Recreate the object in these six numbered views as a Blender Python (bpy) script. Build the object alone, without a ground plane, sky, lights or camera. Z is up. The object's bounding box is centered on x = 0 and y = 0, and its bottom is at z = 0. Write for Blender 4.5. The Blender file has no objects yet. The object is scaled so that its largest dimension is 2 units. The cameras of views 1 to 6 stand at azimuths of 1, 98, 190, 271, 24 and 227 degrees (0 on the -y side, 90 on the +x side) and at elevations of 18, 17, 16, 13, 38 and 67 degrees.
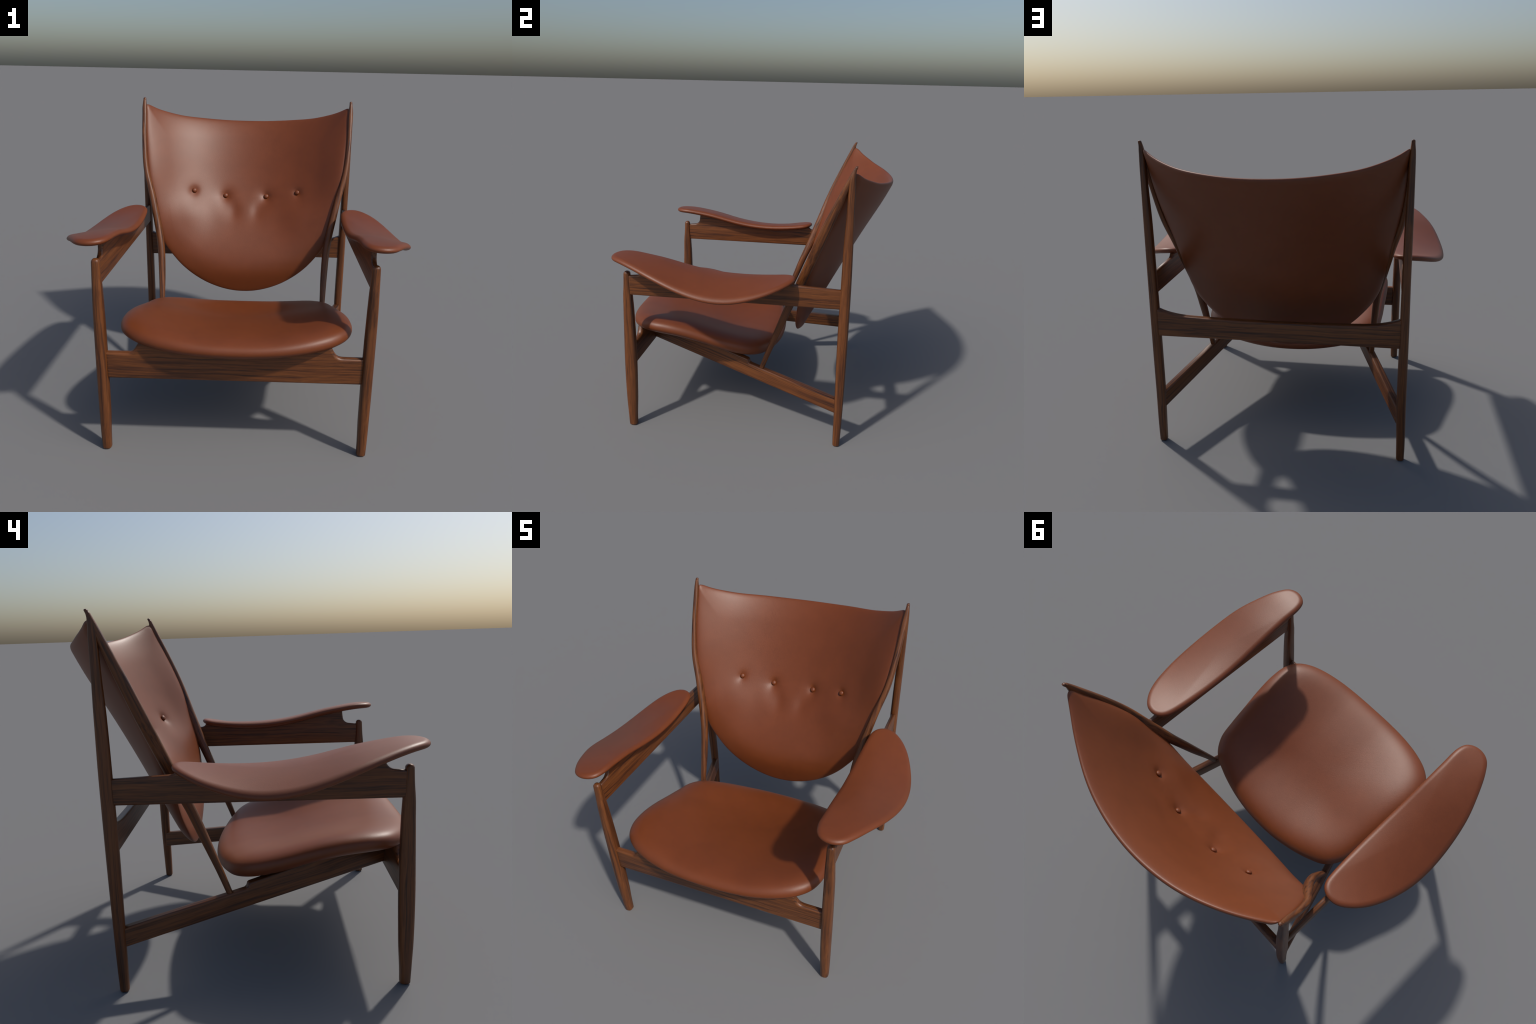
import bpy, bmesh, math
import numpy as np
from mathutils import Vector, Matrix

# ------------------------------------------------------------------ helpers
def pchip(xs, ys):
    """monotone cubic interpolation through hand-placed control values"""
    n = len(xs)
    h = [xs[i + 1] - xs[i] for i in range(n - 1)]
    d = [(ys[i + 1] - ys[i]) / h[i] for i in range(n - 1)]
    m = [0.0] * n
    m[0], m[-1] = d[0], d[-1]
    for i in range(1, n - 1):
        if d[i - 1] * d[i] > 0:
            w1, w2 = 2 * h[i] + h[i - 1], h[i] + 2 * h[i - 1]
            m[i] = (w1 + w2) / (w1 / d[i - 1] + w2 / d[i])
    def f(x):
        if x <= xs[0]:
            return ys[0] + m[0] * (x - xs[0])
        if x >= xs[-1]:
            return ys[-1] + m[-1] * (x - xs[-1])
        i = 0
        while x > xs[i + 1]:
            i += 1
        t = (x - xs[i]) / h[i]
        return ((1 + 2 * t) * (1 - t) ** 2 * ys[i] + t * (1 - t) ** 2 * h[i] * m[i]
                + t * t * (3 - 2 * t) * ys[i + 1] + t * t * (t - 1) * h[i] * m[i + 1])
    return f

def smooth(xs, ys):
    """natural cubic spline, for upholstery lines that must not band"""
    n = len(xs)
    h = [xs[i + 1] - xs[i] for i in range(n - 1)]
    a, b, c, d = [0] * n, [1] * n, [0] * n, [0] * n
    for i in range(1, n - 1):
        a[i], b[i], c[i] = h[i - 1], 2 * (h[i - 1] + h[i]), h[i]
        d[i] = 6 * ((ys[i + 1] - ys[i]) / h[i] - (ys[i] - ys[i - 1]) / h[i - 1])
    for i in range(1, n):
        w = a[i] / b[i - 1]
        b[i] -= w * c[i - 1]
        d[i] -= w * d[i - 1]
    m = [0.0] * n
    m[-1] = d[-1] / b[-1]
    for i in range(n - 2, -1, -1):
        m[i] = (d[i] - c[i] * m[i + 1]) / b[i]
    def f(x):
        x = min(max(x, xs[0]), xs[-1])
        i = 0
        while i < n - 2 and x > xs[i + 1]:
            i += 1
        u, v = xs[i + 1] - x, x - xs[i]
        return (m[i] * u**3 + m[i + 1] * v**3) / (6 * h[i]) \
            + (ys[i] / h[i] - m[i] * h[i] / 6) * u + (ys[i + 1] / h[i] - m[i + 1] * h[i] / 6) * v
    return f

def closed_spline(pts, n):
    """closed centripetal Catmull-Rom through pts, resampled to n equal arc steps"""
    pts = [Vector(p) for p in pts]
    k = len(pts)
    dense = []
    for i in range(k):
        p0, p1, p2, p3 = pts[i - 1], pts[i], pts[(i + 1) % k], pts[(i + 2) % k]
        a = max((p1 - p0).length, 1e-6) ** .5
        b = max((p2 - p1).length, 1e-6) ** .5
        c = max((p3 - p2).length, 1e-6) ** .5
        m1 = b * ((p1 - p0) / a - (p2 - p0) / (a + b)) + (p2 - p1)
        m2 = b * ((p3 - p2) / c - (p3 - p1) / (b + c)) + (p2 - p1)
        for j in range(24):
            t = j / 24
            dense.append((2 * t**3 - 3 * t**2 + 1) * p1 + (t**3 - 2 * t**2 + t) * m1
                         + (-2 * t**3 + 3 * t**2) * p2 + (t**3 - t**2) * m2)
    dense.append(dense[0])
    L = [0.0]
    for a, b in zip(dense[:-1], dense[1:]):
        L.append(L[-1] + (b - a).length)
    out, j = [], 0
    for i in range(n):
        s = L[-1] * i / n
        while L[j + 1] < s:
            j += 1
        t = (s - L[j]) / max(L[j + 1] - L[j], 1e-9)
        out.append(dense[j].lerp(dense[j + 1], t))
    return out

ROOT = bpy.data.objects.new("lounge_chair", None)
ROOT.empty_display_size = 0.2
bpy.context.scene.collection.objects.link(ROOT)
ROOT["label"] = "low wooden lounge armchair with brown leather cushions"
ROOT["category"] = "armchair"

def frame_along(direction):
    """rotation whose local X runs along the grain"""
    x = Vector(direction).normalized()
    up = Vector((0, 0, 1)) if abs(x.z) < .9 else Vector((0, -1, 0))
    y = up.cross(x).normalized()
    z = x.cross(y)
    return Matrix((x, y, z)).transposed().to_4x4()

def add(name, bm, mat, grain=None, parent=None, smooth=True, angle=None):
    me = bpy.data.meshes.new(name)
    bmesh.ops.recalc_face_normals(bm, faces=bm.faces)
    c = sum((v.co for v in bm.verts), Vector()) / len(bm.verts)
    M = Matrix.Translation(c) @ (frame_along(grain) if grain else Matrix.Identity(4))
    bmesh.ops.transform(bm, matrix=M.inverted(), verts=bm.verts)
    bm.to_mesh(me)
    bm.free()
    me.materials.append(mat)
    for p in me.polygons:
        p.use_smooth = smooth
    if angle:
        me.set_sharp_from_angle(angle=math.radians(angle))
    ob = bpy.data.objects.new(name, me)
    bpy.context.scene.collection.objects.link(ob)
    ob.parent = parent or ROOT
    ob.matrix_world = M
    if parent:
        ob.matrix_parent_inverse = parent.matrix_world.inverted()
        ob.matrix_basis = M
    return ob

def mirror_bm(bm):
    b2 = bm.copy()
    for v in b2.verts:
        v.co.x = -v.co.x
    bmesh.ops.reverse_faces(b2, faces=b2.faces)
    return b2

def add_pair(name, bm, mat, grain=None):
    b2 = mirror_bm(bm)
    g2 = (-grain[0], grain[1], grain[2]) if grain else None
    return add(name, bm, mat, grain), add(name, b2, mat, g2)

# ------------------------------------------------------------------ materials
def new_mat(name):
    m = bpy.data.materials.new(name)
    m.use_nodes = True
    nt = m.node_tree
    return m, nt, nt.nodes["Principled BSDF"]

def node(nt, kind, **kw):
    n = nt.nodes.new(kind)
    for k, v in kw.items():
        if k in n.inputs:
            n.inputs[k].default_value = v
        else:
            setattr(n, k, v)
    return n

def ramp(nt, src, stops):
    r = nt.nodes.new("ShaderNodeValToRGB")
    e = r.color_ramp.elements
    e[0].position, e[0].color = stops[0][0], (*stops[0][1], 1)
    e[1].position, e[1].color = stops[-1][0], (*stops[-1][1], 1)
    for p, c in stops[1:-1]:
        q = e.new(p)
        q.color = (*c, 1)
    nt.links.new(src, r.inputs[0])
    return r

def wood_material():
    m, nt, bs = new_mat("walnut_wood")
    lk = nt.links.new
    tc = node(nt, "ShaderNodeTexCoord")
    oi = node(nt, "ShaderNodeObjectInfo")
    off = node(nt, "ShaderNodeVectorMath", operation="SCALE")
    off.inputs[0].default_value = (13.0, 7.0, 5.0)
    lk(oi.outputs["Random"], off.inputs["Scale"])
    ad = node(nt, "ShaderNodeVectorMath", operation="ADD")
    lk(tc.outputs["Object"], ad.inputs[0])
    lk(off.outputs[0], ad.inputs[1])
    # slow drift of the grain lines along the board
    mp0 = node(nt, "ShaderNodeMapping")
    mp0.inputs["Scale"].default_value = (2.2, 9.0, 9.0)
    lk(ad.outputs[0], mp0.inputs[0])
    warp = node(nt, "ShaderNodeTexNoise", Scale=1.0, Detail=2.0)
    lk(mp0.outputs[0], warp.inputs["Vector"])
    wv = node(nt, "ShaderNodeVectorMath", operation="MULTIPLY_ADD")
    wv.inputs[1].default_value = (0.0, 0.03, 0.03)
    lk(warp.outputs["Color"], wv.inputs[0])
    lk(ad.outputs[0], wv.inputs[2])
    # broad bands
    mp1 = node(nt, "ShaderNodeMapping")
    mp1.inputs["Scale"].default_value = (1.0, 66.0, 66.0)
    lk(wv.outputs[0], mp1.inputs[0])
    n1 = node(nt, "ShaderNodeTexNoise", Scale=1.0, Detail=5.0, Roughness=0.66)
    lk(mp1.outputs[0], n1.inputs["Vector"])
    # fine pores
    mp2 = node(nt, "ShaderNodeMapping")
    mp2.inputs["Scale"].default_value = (9.0, 210.0, 210.0)
    lk(wv.outputs[0], mp2.inputs[0])
    n2 = node(nt, "ShaderNodeTexNoise", Scale=1.0, Detail=3.0, Roughness=0.6)
    lk(mp2.outputs[0], n2.inputs["Vector"])
    r1 = ramp(nt, n1.outputs["Fac"], [(0.34, (0.056, 0.0188, 0.0085)), (0.43, (0.110, 0.0348, 0.0105)),
                                      (0.51, (0.150, 0.0475, 0.0124)), (0.66, (0.188, 0.0620, 0.0156))])
    r2 = ramp(nt, n2.outputs["Fac"], [(0.34, (0.74, 0.72, 0.70)), (0.52, (1.0, 1.0, 1.0))])
    mx = node(nt, "ShaderNodeMix", data_type="RGBA", blend_type="MULTIPLY")
    mx.inputs["Factor"].default_value = 1.0
    lk(r1.outputs[0], mx.inputs[6])
    lk(r2.outputs[0], mx.inputs[7])
    # crisp dark growth lines
    mp3 = node(nt, "ShaderNodeMapping")
    mp3.inputs["Scale"].default_value = (1.3, 105.0, 105.0)
    mp3.inputs["Location"].default_value = (3.1, 1.7, 4.3)
    lk(wv.outputs[0], mp3.inputs[0])
    n3 = node(nt, "ShaderNodeTexNoise", Scale=1.0, Detail=2.0, Roughness=0.5)
    lk(mp3.outputs[0], n3.inputs["Vector"])
    r3 = ramp(nt, n3.outputs["Fac"], [(0.36, (0.56, 0.57, 0.64)), (0.46, (1.0, 1.0, 1.0))])
    mx2 = node(nt, "ShaderNodeMix", data_type="RGBA", blend_type="MULTIPLY")
    mx2.inputs["Factor"].default_value = 1.0
    lk(mx.outputs[2], mx2.inputs[6])
    lk(r3.outputs[0], mx2.inputs[7])
    lk(mx2.outputs[2], bs.inputs["Base Color"])
    bs.inputs["Roughness"].default_value = 0.42
    bp = node(nt, "ShaderNodeBump", Strength=0.12, Distance=0.002)
    lk(n2.outputs["Fac"], bp.inputs["Height"])
    lk(bp.outputs[0], bs.inputs["Normal"])
    return m

def leather_material(name, tint=1.0):
    m, nt, bs = new_mat(name)
    lk = nt.links.new
    tc = node(nt, "ShaderNodeTexCoord")
    n1 = node(nt, "ShaderNodeTexNoise", Scale=7.0, Detail=4.0, Roughness=0.6)
    lk(tc.outputs["Object"], n1.inputs["Vector"])
    n2 = node(nt, "ShaderNodeTexNoise", Scale=120.0, Detail=4.0, Roughness=0.7)
    lk(tc.outputs["Object"], n2.inputs["Vector"])
    r1 = ramp(nt, n1.outputs["Fac"], [(0.30, (0.154 * tint, 0.0355 * tint, 0.0070 * tint)),
                                      (0.70, (0.172 * tint, 0.0400 * tint, 0.0084 * tint))])
    r2 = ramp(nt, n2.outputs["Fac"], [(0.30, (0.93, 0.92, 0.91)), (0.65, (1.0, 1.0, 1.0))])
    mx = node(nt, "ShaderNodeMix", data_type="RGBA", blend_type="MULTIPLY")
    mx.inputs["Factor"].default_value = 1.0
    lk(r1.outputs[0], mx.inputs[6])
    lk(r2.outputs[0], mx.inputs[7])
    lk(mx.outputs[2], bs.inputs["Base Color"])
    bs.inputs["Roughness"].default_value = 0.47
    vo = node(nt, "ShaderNodeTexVoronoi", Scale=170.0)
    lk(tc.outputs["Object"], vo.inputs["Vector"])
    bp = node(nt, "ShaderNodeBump", Strength=0.06, Distance=0.002)
    lk(vo.outputs["Distance"], bp.inputs["Height"])
    lk(bp.outputs[0], bs.inputs["Normal"])
    return m

WOOD = wood_material()
LEATHER = leather_material("brown_leather")

# ------------------------------------------------------------------ turned members (legs, stiles)
def loft_vertical(rows, rings=90, seg=28, power=2.7, cap_lo=0.008, cap_hi=0.012, interp=pchip):
    """rows: (z, centre x, centre y, half x, half y); horizontal superellipse slices"""
    fx, fy, fa, fb = (interp([r[0] for r in rows], [r[i] for r in rows]) for i in (1, 2, 3, 4))
    z0, z1 = rows[0][0], rows[-1][0]
    bm = bmesh.new()
    zs = [(z0 + cap_lo * (1 - math.cos(a)), math.sin(a), cap_lo) for a in
          [math.pi / 2 * k / 6 for k in range(1, 6)]]
    zs += [(z0 + cap_lo + (z1 - cap_hi - z0 - cap_lo) * k / rings, 1.0, 0) for k in range(rings + 1)]
    zs += [(z1 - cap_hi * (1 - math.sin(a)), math.cos(a), cap_hi) for a in
           [math.pi / 2 * k / 6 for k in range(1, 6)]]
    prev, first = None, None
    for z, s, cap in zs:
        a, b = fa(z), fb(z)
        if cap:                      # rounded end: inset the slice by the cap radius
            r = min(cap, min(a, b) * .98)
            a, b = a - r + r * s, b - r + r * s
        ring = []
        for k in range(seg):
            t = 2 * math.pi * k / seg
            c, q = math.cos(t), math.sin(t)
            ring.append(bm.verts.new((fx(z) + a * math.copysign(abs(c) ** (2 / power), c),
                                      fy(z) + b * math.copysign(abs(q) ** (2 / power), q), z)))
        if prev:
            for k in range(seg):
                bm.faces.new((prev[k], prev[(k + 1) % seg], ring[(k + 1) % seg], ring[k]))
        else:
            first = ring
        prev = ring
    bm.faces.new(first[::-1])
    bm.faces.new(prev)
    return bm

front_leg = [(0.000, .7230, -.7895, .0255, .0270),
             (0.080, .7230, -.7905, .0275, .0300),
             (0.240, .7215, -.7905, .0300, .0375),
             (0.500, .7215, -.7885, .0310, .0410),
             (0.680, .7220, -.7870, .0305, .0385),
             (0.850, .7230, -.7865, .0290, .0345),
             (0.970, .7225, -.7880, .0265, .0300),
             (1.050, .7230, -.7880, .0240, .0235),
             (1.134, .7230, -.7875, .0215, .0205)]
add_pair("front_leg", loft_vertical(front_leg, cap_hi=0.018), WOOD, (0, 0, 1))

back_leg = [(0.000, .7350, .6280, .0230, .0230),
            (0.080, .7345, .6285, .0245, .0255),
            (0.400, .7290, .6305, .0275, .0300),
            (0.800, .7290, .6295, .0265, .0335),
            (1.100, .7285, .6305, .0245, .0325),
            (1.400, .7290, .6295, .0230, .0290),
            (1.600, .7310, .6300, .0195, .0230),
            (1.720, .7315, .6300, .0180, .0215),
            (1.790, .7318, .6290, .0165, .0195),
            (1.825, .7320, .6350, .0140, .0135),
            (1.848, .7320, .6405, .0108, .0095),
            (1.862, .7320, .6470, .0098, .0092),
            (1.873, .7320, .6505, .0095, .0095)]
add_pair("back_leg", loft_vertical(back_leg, rings=130, cap_hi=0.008), WOOD, (0, 0, 1))

# stile: rows give the front line; centre is half a depth behind it
stile_front = [(0.415, .5465, .0650, .0165, .0170),
               (0.556, .5540, .1120, .0180, .0195),
               (0.682, .5590, .1560, .0215, .0235),
               (0.782, .5650, .1910, .0232, .0265),
               (0.898, .5760, .2330, .0240, .0285),
               (1.005, .5965, .2760, .0240, .0305),
               (1.147, .6300, .3280, .0232, .0330),
               (1.247, .6550, .3660, .0222, .0335),
               (1.364, .6895, .4095, .0205, .0335),
               (1.514, .7130, .4710, .0175, .0308),
               (1.640, .7230, .5280, .0165, .0262),
               (1.767, .7285, .5880, .0160, .0200),
               (1.815, .7310, .6110, .0140, .0170),
               (1.842, .7318, .6245, .0112, .0120),
               (1.864, .7320, .6355, .0092, .0095)]
stile = [(z, x, y + d, a, d) for z, x, y, a, d in stile_front]
add_pair("back_stile", loft_vertical(stile, rings=110, power=2.5, cap_hi=.009, interp=smooth), WOOD, (.12, .39, 1))

# ------------------------------------------------------------------ sawn rails
def rail(profile, to_world, thick, bevel=0.010, seg=4):
    """closed 2D profile (p, q) extruded symmetrically by thick, rounded edges"""
    bm = bmesh.new()
    lo = [bm.verts.new(to_world(p, q, -thick / 2)) for p, q in profile]
    hi = [bm.verts.new(to_world(p, q, thick / 2)) for p, q in profile]
    n = len(profile)
    f0, f1 = bm.faces.new(lo), bm.faces.new(hi[::-1])
    for i in range(n):
        bm.faces.new((lo[i], hi[i], hi[(i + 1) % n], lo[(i + 1) % n]))
    bmesh.ops.recalc_face_normals(bm, faces=bm.faces)
    edges = list(f0.edges) + list(f1.edges)
    bmesh.ops.bevel(bm, geom=edges, offset=bevel, segments=seg, profile=.5, affect='EDGES', clamp_overlap=True)
    return bm

def arc(cx, cy, r, a0, a1, n=10, ry=None):
    ry = ry or r
    return [(cx + r * math.cos(math.radians(a0 + (a1 - a0) * i / n)),
             cy + ry * math.sin(math.radians(a0 + (a1 - a0) * i / n))) for i in range(n + 1)]

# front rail with the raised middle that carries the seat
half = [(.592, .6065), (.575, .6075), (.561, .611), (.549, .619), (.540, .630), (.532, .643), (.524, .658),
        (.514, .674), (.45, .678)]
front_profile = [(-.70, .450), (.70, .450), (.70, .606)] + half \
    + [(-x, z) for x, z in reversed(half)] + [(-.70, .606)]
add("front_rail", rail(front_profile, lambda p, q, t: (p, -.7865 + t, q), .043, .017, 6), WOOD, (1, 0, 0), angle=35)

# back rail, ends sweep up into the legs
up = pchip([0, .40, .52, .60, .66, .712], [.840, .846, .8505, .860, .874, .894])
xs = [.712, .69, .66, .63, .60, .57, .54, .50, .40, .30, .20, .10, 0]
back_profile = [(-.712, .721), (.712, .721)] + [(x, up(x)) for x in xs] + [(-x, up(x)) for x in reversed(xs[:-1])]
add("back_rail", rail(back_profile, lambda p, q, t: (p, .634 + t, q), .044, .010), WOOD, (1, 0, 0), angle=35)

# arm rails: scooped at the front, rising under the armrest
under = pchip([-.67, -.53, -.40, -.27, -.10, .03, .20, .29], [1.212, 1.186, 1.155, 1.129, 1.115, 1.117, 1.130, 1.140])
ys = [-.668 + (.29 + .668) * i / 24 for i in range(25)]
arm_profile = [(-.775, .974), (.61, .975), (.61, 1.104), (.335, 1.116), (.315, 1.118), (.303, 1.124), (.296, 1.133)] \
    + [(y, under(y)) for y in reversed(ys)] + [(-.672, 1.175)] \
    + arc(-.722, 1.160, .048, 0, -80, 8, .047) + [(-.745, 1.110), (-.775, 1.107)]
add_pair("arm_rail", rail(arm_profile, lambda p, q, t: (.7275 + t, p, q), .031, .012, 5), WOOD, (0, 1, 0))

# side rails: climb forward and converge on the front rail
A, B = Vector((.722, .625, 0)), Vector((.275, -.775, 0))
axis = (B - A).normalized()
side = Vector((-axis.y, axis.x, 0))
L = (B - A).length
rise = .174 * 1.40 / L                       # climb per metre of plan length
def side_world(p, q, t):
    return A + axis * p + side * t + Vector((0, 0, q + rise * p))
lo0, hi0, step = .237, .341, .030
sn = (.625 + .005) / 1.40 * L
side_profile = [(-.0, lo0), (L, lo0 + .004), (L, hi0 + step + .05), (L * .72, hi0 + step + .012), (sn + .12, hi0 + step + .002), (sn + .012, hi0 + step - .002),
                (sn + .003, hi0 + step - .006), (sn - .002, hi0 + .008), (sn - .012, hi0), (0, hi0)]
grain = axis + Vector((0, 0, rise))
add_pair("side_rail", rail(side_profile, side_world, .046, .011), WOOD, tuple(grain))

# ------------------------------------------------------------------ upholstery
def pad_mesh(outline, centre, surface, radial=44, edge_axis=2):
    """closed cushion on a polar grid. surface(a, b, r, s) gives the height of the
    upper (s=1) or lower (s=-1) skin at plan point (a, b), r = 0 centre .. 1 rim"""
    n = len(outline)
    bm = bmesh.new()
    ca, cb = centre
    def put(a, b, c):
        return bm.verts.new((a, b, c) if edge_axis == 2 else (a, c, b))
    rho = [math.sin(math.pi / 2 * k / radial) for k in range(radial + 1)]
    rim = [put(a, b, surface(a, b, 1.0, 1)) for a, b in outline]
    for s in (1, -1):
        rings = []
        for r in rho[1:-1]:
            rings.append([put(ca + (a - ca) * r, cb + (b - cb) * r,
                              surface(ca + (a - ca) * r, cb + (b - cb) * r, r, s)) for a, b in outline])
        rings.append(rim)
        pole = put(ca, cb, surface(ca, cb, 0.0, s))
        for i in range(n):
            bm.faces.new((pole, rings[0][i], rings[0][(i + 1) % n]))
        for r0, r1 in zip(rings[:-1], rings[1:]):
            for i in range(n):
                bm.faces.new((r0[i], r1[i], r1[(i + 1) % n], r0[(i + 1) % n]))
    return bm

def roll(r, p):
    return max(0.0, 1 - r ** p) ** .5

def ring_points(pts, n):
    return [(p.x, p.y) for p in closed_spline([(*p, 0) for p in pts], n)]

class Outline:
    """closed plan outline with a distance-to-edge query"""
    def __init__(self, pts, n):
        self.ring = ring_points(pts, n)
        self.a = np.array(self.ring)
        self.d = np.roll(self.a, -1, axis=0) - self.a
        self.l2 = (self.d ** 2).sum(1)
    def depth(self, x, y):
        p = np.array((x, y))
        t = np.clip(((p - self.a) * self.d).sum(1) / self.l2, 0, 1)
        return float(np.sqrt((((self.a + self.d * t[:, None]) - p) ** 2).sum(1).min()))

def swell(d, width, p):
    """rounded shoulder: 0 at the edge, 1 from width inwards"""
    return (1 - max(0.0, 1 - d / width) ** p) ** .5

# --- armrest pads: slim sling shapes, outer edge hanging lower in the middle
pad_outline = [(.700, -.866), (.750, -.872), (.800, -.851), (.846, -.787), (.903, -.665), (.950, -.540),
               (.985, -.380), (1.000, -.211), (.990, -.065), (.954, .075), (.905, .186), (.846, .264),
               (.785, .308), (.730, .314), (.688, .294), (.664, .258), (.654, .204), (.643, .012),
               (.641, -.185), (.643, -.380), (.643, -.535), (.642, -.657), (.643, -.783), (.662, -.838)]
inner_z = smooth([-.88, -.783, -.657, -.535, -.38, -.185, .012, .20, .258, .32],
                 [1.238, 1.238, 1.223, 1.202, 1.166, 1.134, 1.128, 1.143, 1.151, 1.163])
cross = smooth([-.88, -.787, -.665, -.54, -.38, -.211, -.065, .075, .186, .264, .32],
               [-.03, -.060, -.097, -.135, -.168, -.189, -.187, -.153, -.104, -.060, -.04])
belly = smooth([-.88, -.55, -.25, .05, .20, .32], [.009, .014, .020, .018, .010, .006])
PAD = Outline(pad_outline, 220)
def pad_surface(x, y, r, s):
    mid = inner_z(y) + (x - .643) * cross(y)
    d = 0.0 if r >= 1 else PAD.depth(x, y)
    if s > 0:
        return mid + .0185 * swell(d, .030, 2) + belly(y) * (1 - r * r)
    return mid - .0180 * swell(d, .030, 2)
add_pair("armrest_pad", pad_mesh(PAD.ring, (.80, -.26), pad_surface, 60), LEATHER)

# --- seat cushion: plump rolled rim around a shallow dish
seat_half = [(0, -.908), (.15, -.905), (.30, -.890), (.44, -.856), (.54, -.810), (.610, -.745), (.643, -.660),
             (.650, -.550), (.642, -.420), (.628, -.290), (.613, -.150), (.588, -.025), (.522, .066),
             (.410, .119), (.274, .157), (.137, .179)]
seat_outline = seat_half + [(0, .185)] + [(-x, y) for x, y in reversed(seat_half[1:])]
seat_line = smooth([-.92, -.78, -.53, -.34, -.20, 0, .20], [.664, .660, .642, .602, .564, .523, .490])
def seat_surface(x, y, r, s):
    mid = seat_line(y) + .046 * (x / .62) ** 2
    if s > 0:
        t = min(1, max(0, (abs(x) - .12) / .46))
        side_lift = .020 * t * t * (3 - 2 * t)
        return mid + (.062 + side_lift) * roll(r, 9) - .036 * (1 - r * r) ** 1.5
    t = min(1, max(0, (y + .45) / .5))
    return mid - (.062 + .016 * t * t * (3 - 2 * t)) * roll(r, 7)
add("seat_cushion", pad_mesh(ring_points(seat_outline, 260), (0, -.36), seat_surface, 60), LEATHER)

# --- backrest shell: U outline in front view, bowed backwards, belly low in front
rear_line = smooth([.50, .555, .655, .86, .92, 1.20, 1.43, 1.58, 1.684, 1.85],
                   [.290, .321, .371, .478, .509, .656, .781, .864, .915, .996])
front_line = smooth([.50, .60, .70, .80, .90, 1.0, 1.08, 1.2, 1.45, 1.60, 1.70, 1.85],
                    [.276, .278, .281, .309, .366, .437, .495, .582, .722, .806, .866, .950])
rear_bow = smooth([.50, .80, .95, 1.2, 1.45, 1.85], [.37, .38, .43, .51, .52, .52])
front_bow = smooth([.50, .70, .80, .95, 1.1, 1.25, 1.5, 1.85], [.04, .05, .10, .26, .42, .51, .53, .53])
BUTTONS = [(.373, 1.232), (.149, 1.188), (-.149, 1.188), (-.373, 1.232)]
def tuft(x, z):
    """buttons pull the leather in; the pull runs out below each of them"""
    d = 0.0
    for bx, bz in BUTTONS:
        dx, dz = x - bx, z - bz
        inner = abs(bx) < .2
        long = (.125 if inner else .085) if dz < 0 else .060
        wide = .062 if inner else .060
        if inner and dz < 0:             # inner pulls drift towards the middle as they run down
            dx = x - bx * (1 + 2.6 * max(dz, -.16))
        d += .013 * math.exp(-(math.hypot(x - bx, dz) / .028) ** 2)
        d += (.015 if inner else .007) * math.exp(-(dx / wide) ** 2 - (dz / long) ** 2)
    # deep folds where the inner pulls meet, and full padding under the outer buttons
    for c in (-.078, .078):
        d += .006 * math.exp(-((x - c) / .040) ** 2 - ((z - 1.095) / .050) ** 2)
    d -= .018 * math.exp(-((abs(x) - .385) / .12) ** 2 - ((z - 1.11) / .17) ** 2)
    return d
edge_share = smooth([.50, .80, 1.0, 1.2, 1.5, 1.7, 1.85], [.50, .48, .40, .26, .26, .40, .45])
def shell_surface(x, z, r, s):
    d = 0.0 if r >= 1 else SHELL.depth(x, z)
    w = x * x + .385 * x ** 4
    yf, yr = front_line(z) - front_bow(z) * w, rear_line(z) - rear_bow(z) * (x * x + .31 * x ** 4)
    a = edge_share(z)
    rim = a * yf + (1 - a) * yr
    if s > 0:
        return rim + (yr - rim) * swell(d, .042, 2.2)
    wide = .15 + .07 * min(1, max(0, (1.0 - z) / .25))
    return rim + (yf - rim) * swell(d, wide, 2.3) + tuft(x, z) * min(1, d / .1)
shell_half = [(0, .555), (.09, .562), (.18, .584), (.27, .621), (.36, .676), (.44, .742), (.50, .808), (.55, .874),
              (.588, .950), (.610, 1.03), (.630, 1.13), (.654, 1.24), (.682, 1.36), (.703, 1.50), (.712, 1.62),
              (.716, 1.74), (.719, 1.815), (.716, 1.827), (.704, 1.823), (.655, 1.797), (.600, 1.775), (.480, 1.742),
              (.300, 1.719), (.15, 1.708)]
shell_outline = shell_half + [(0, 1.705)] + [(-x, z) for x, z in reversed(shell_half[1:])]
SHELL = Outline(shell_outline, 400)
backrest = add("backrest", pad_mesh(SHELL.ring, (0, 1.21), shell_surface, 130, 1), LEATHER)

def button(x, z):
    e = 2e-2
    r = .55
    y = shell_surface(x, z, r, -1)
    w = lambda a, b: shell_surface(a, b, r, -1) - tuft(a, b)
    nrm = Vector(((w(x + e, z) - w(x - e, z)) / (2 * e), -1, (w(x, z + e) - w(x, z - e)) / (2 * e))).normalized()
    bm = bmesh.new()
    bmesh.ops.create_uvsphere(bm, u_segments=28, v_segments=16, radius=1)
    R = nrm.to_track_quat('Z', 'Y').to_matrix().to_4x4()
    bmesh.ops.transform(bm, matrix=Matrix.Translation(Vector((x, y, z)) + nrm * .0085) @ R @ Matrix.Diagonal((.0175, .0175, .0115, 1)),
                        verts=bm.verts)
    return bm
for x, z in BUTTONS:
    add("button", button(x, z), LEATHER, parent=backrest)

bpy.context.view_layer.update()
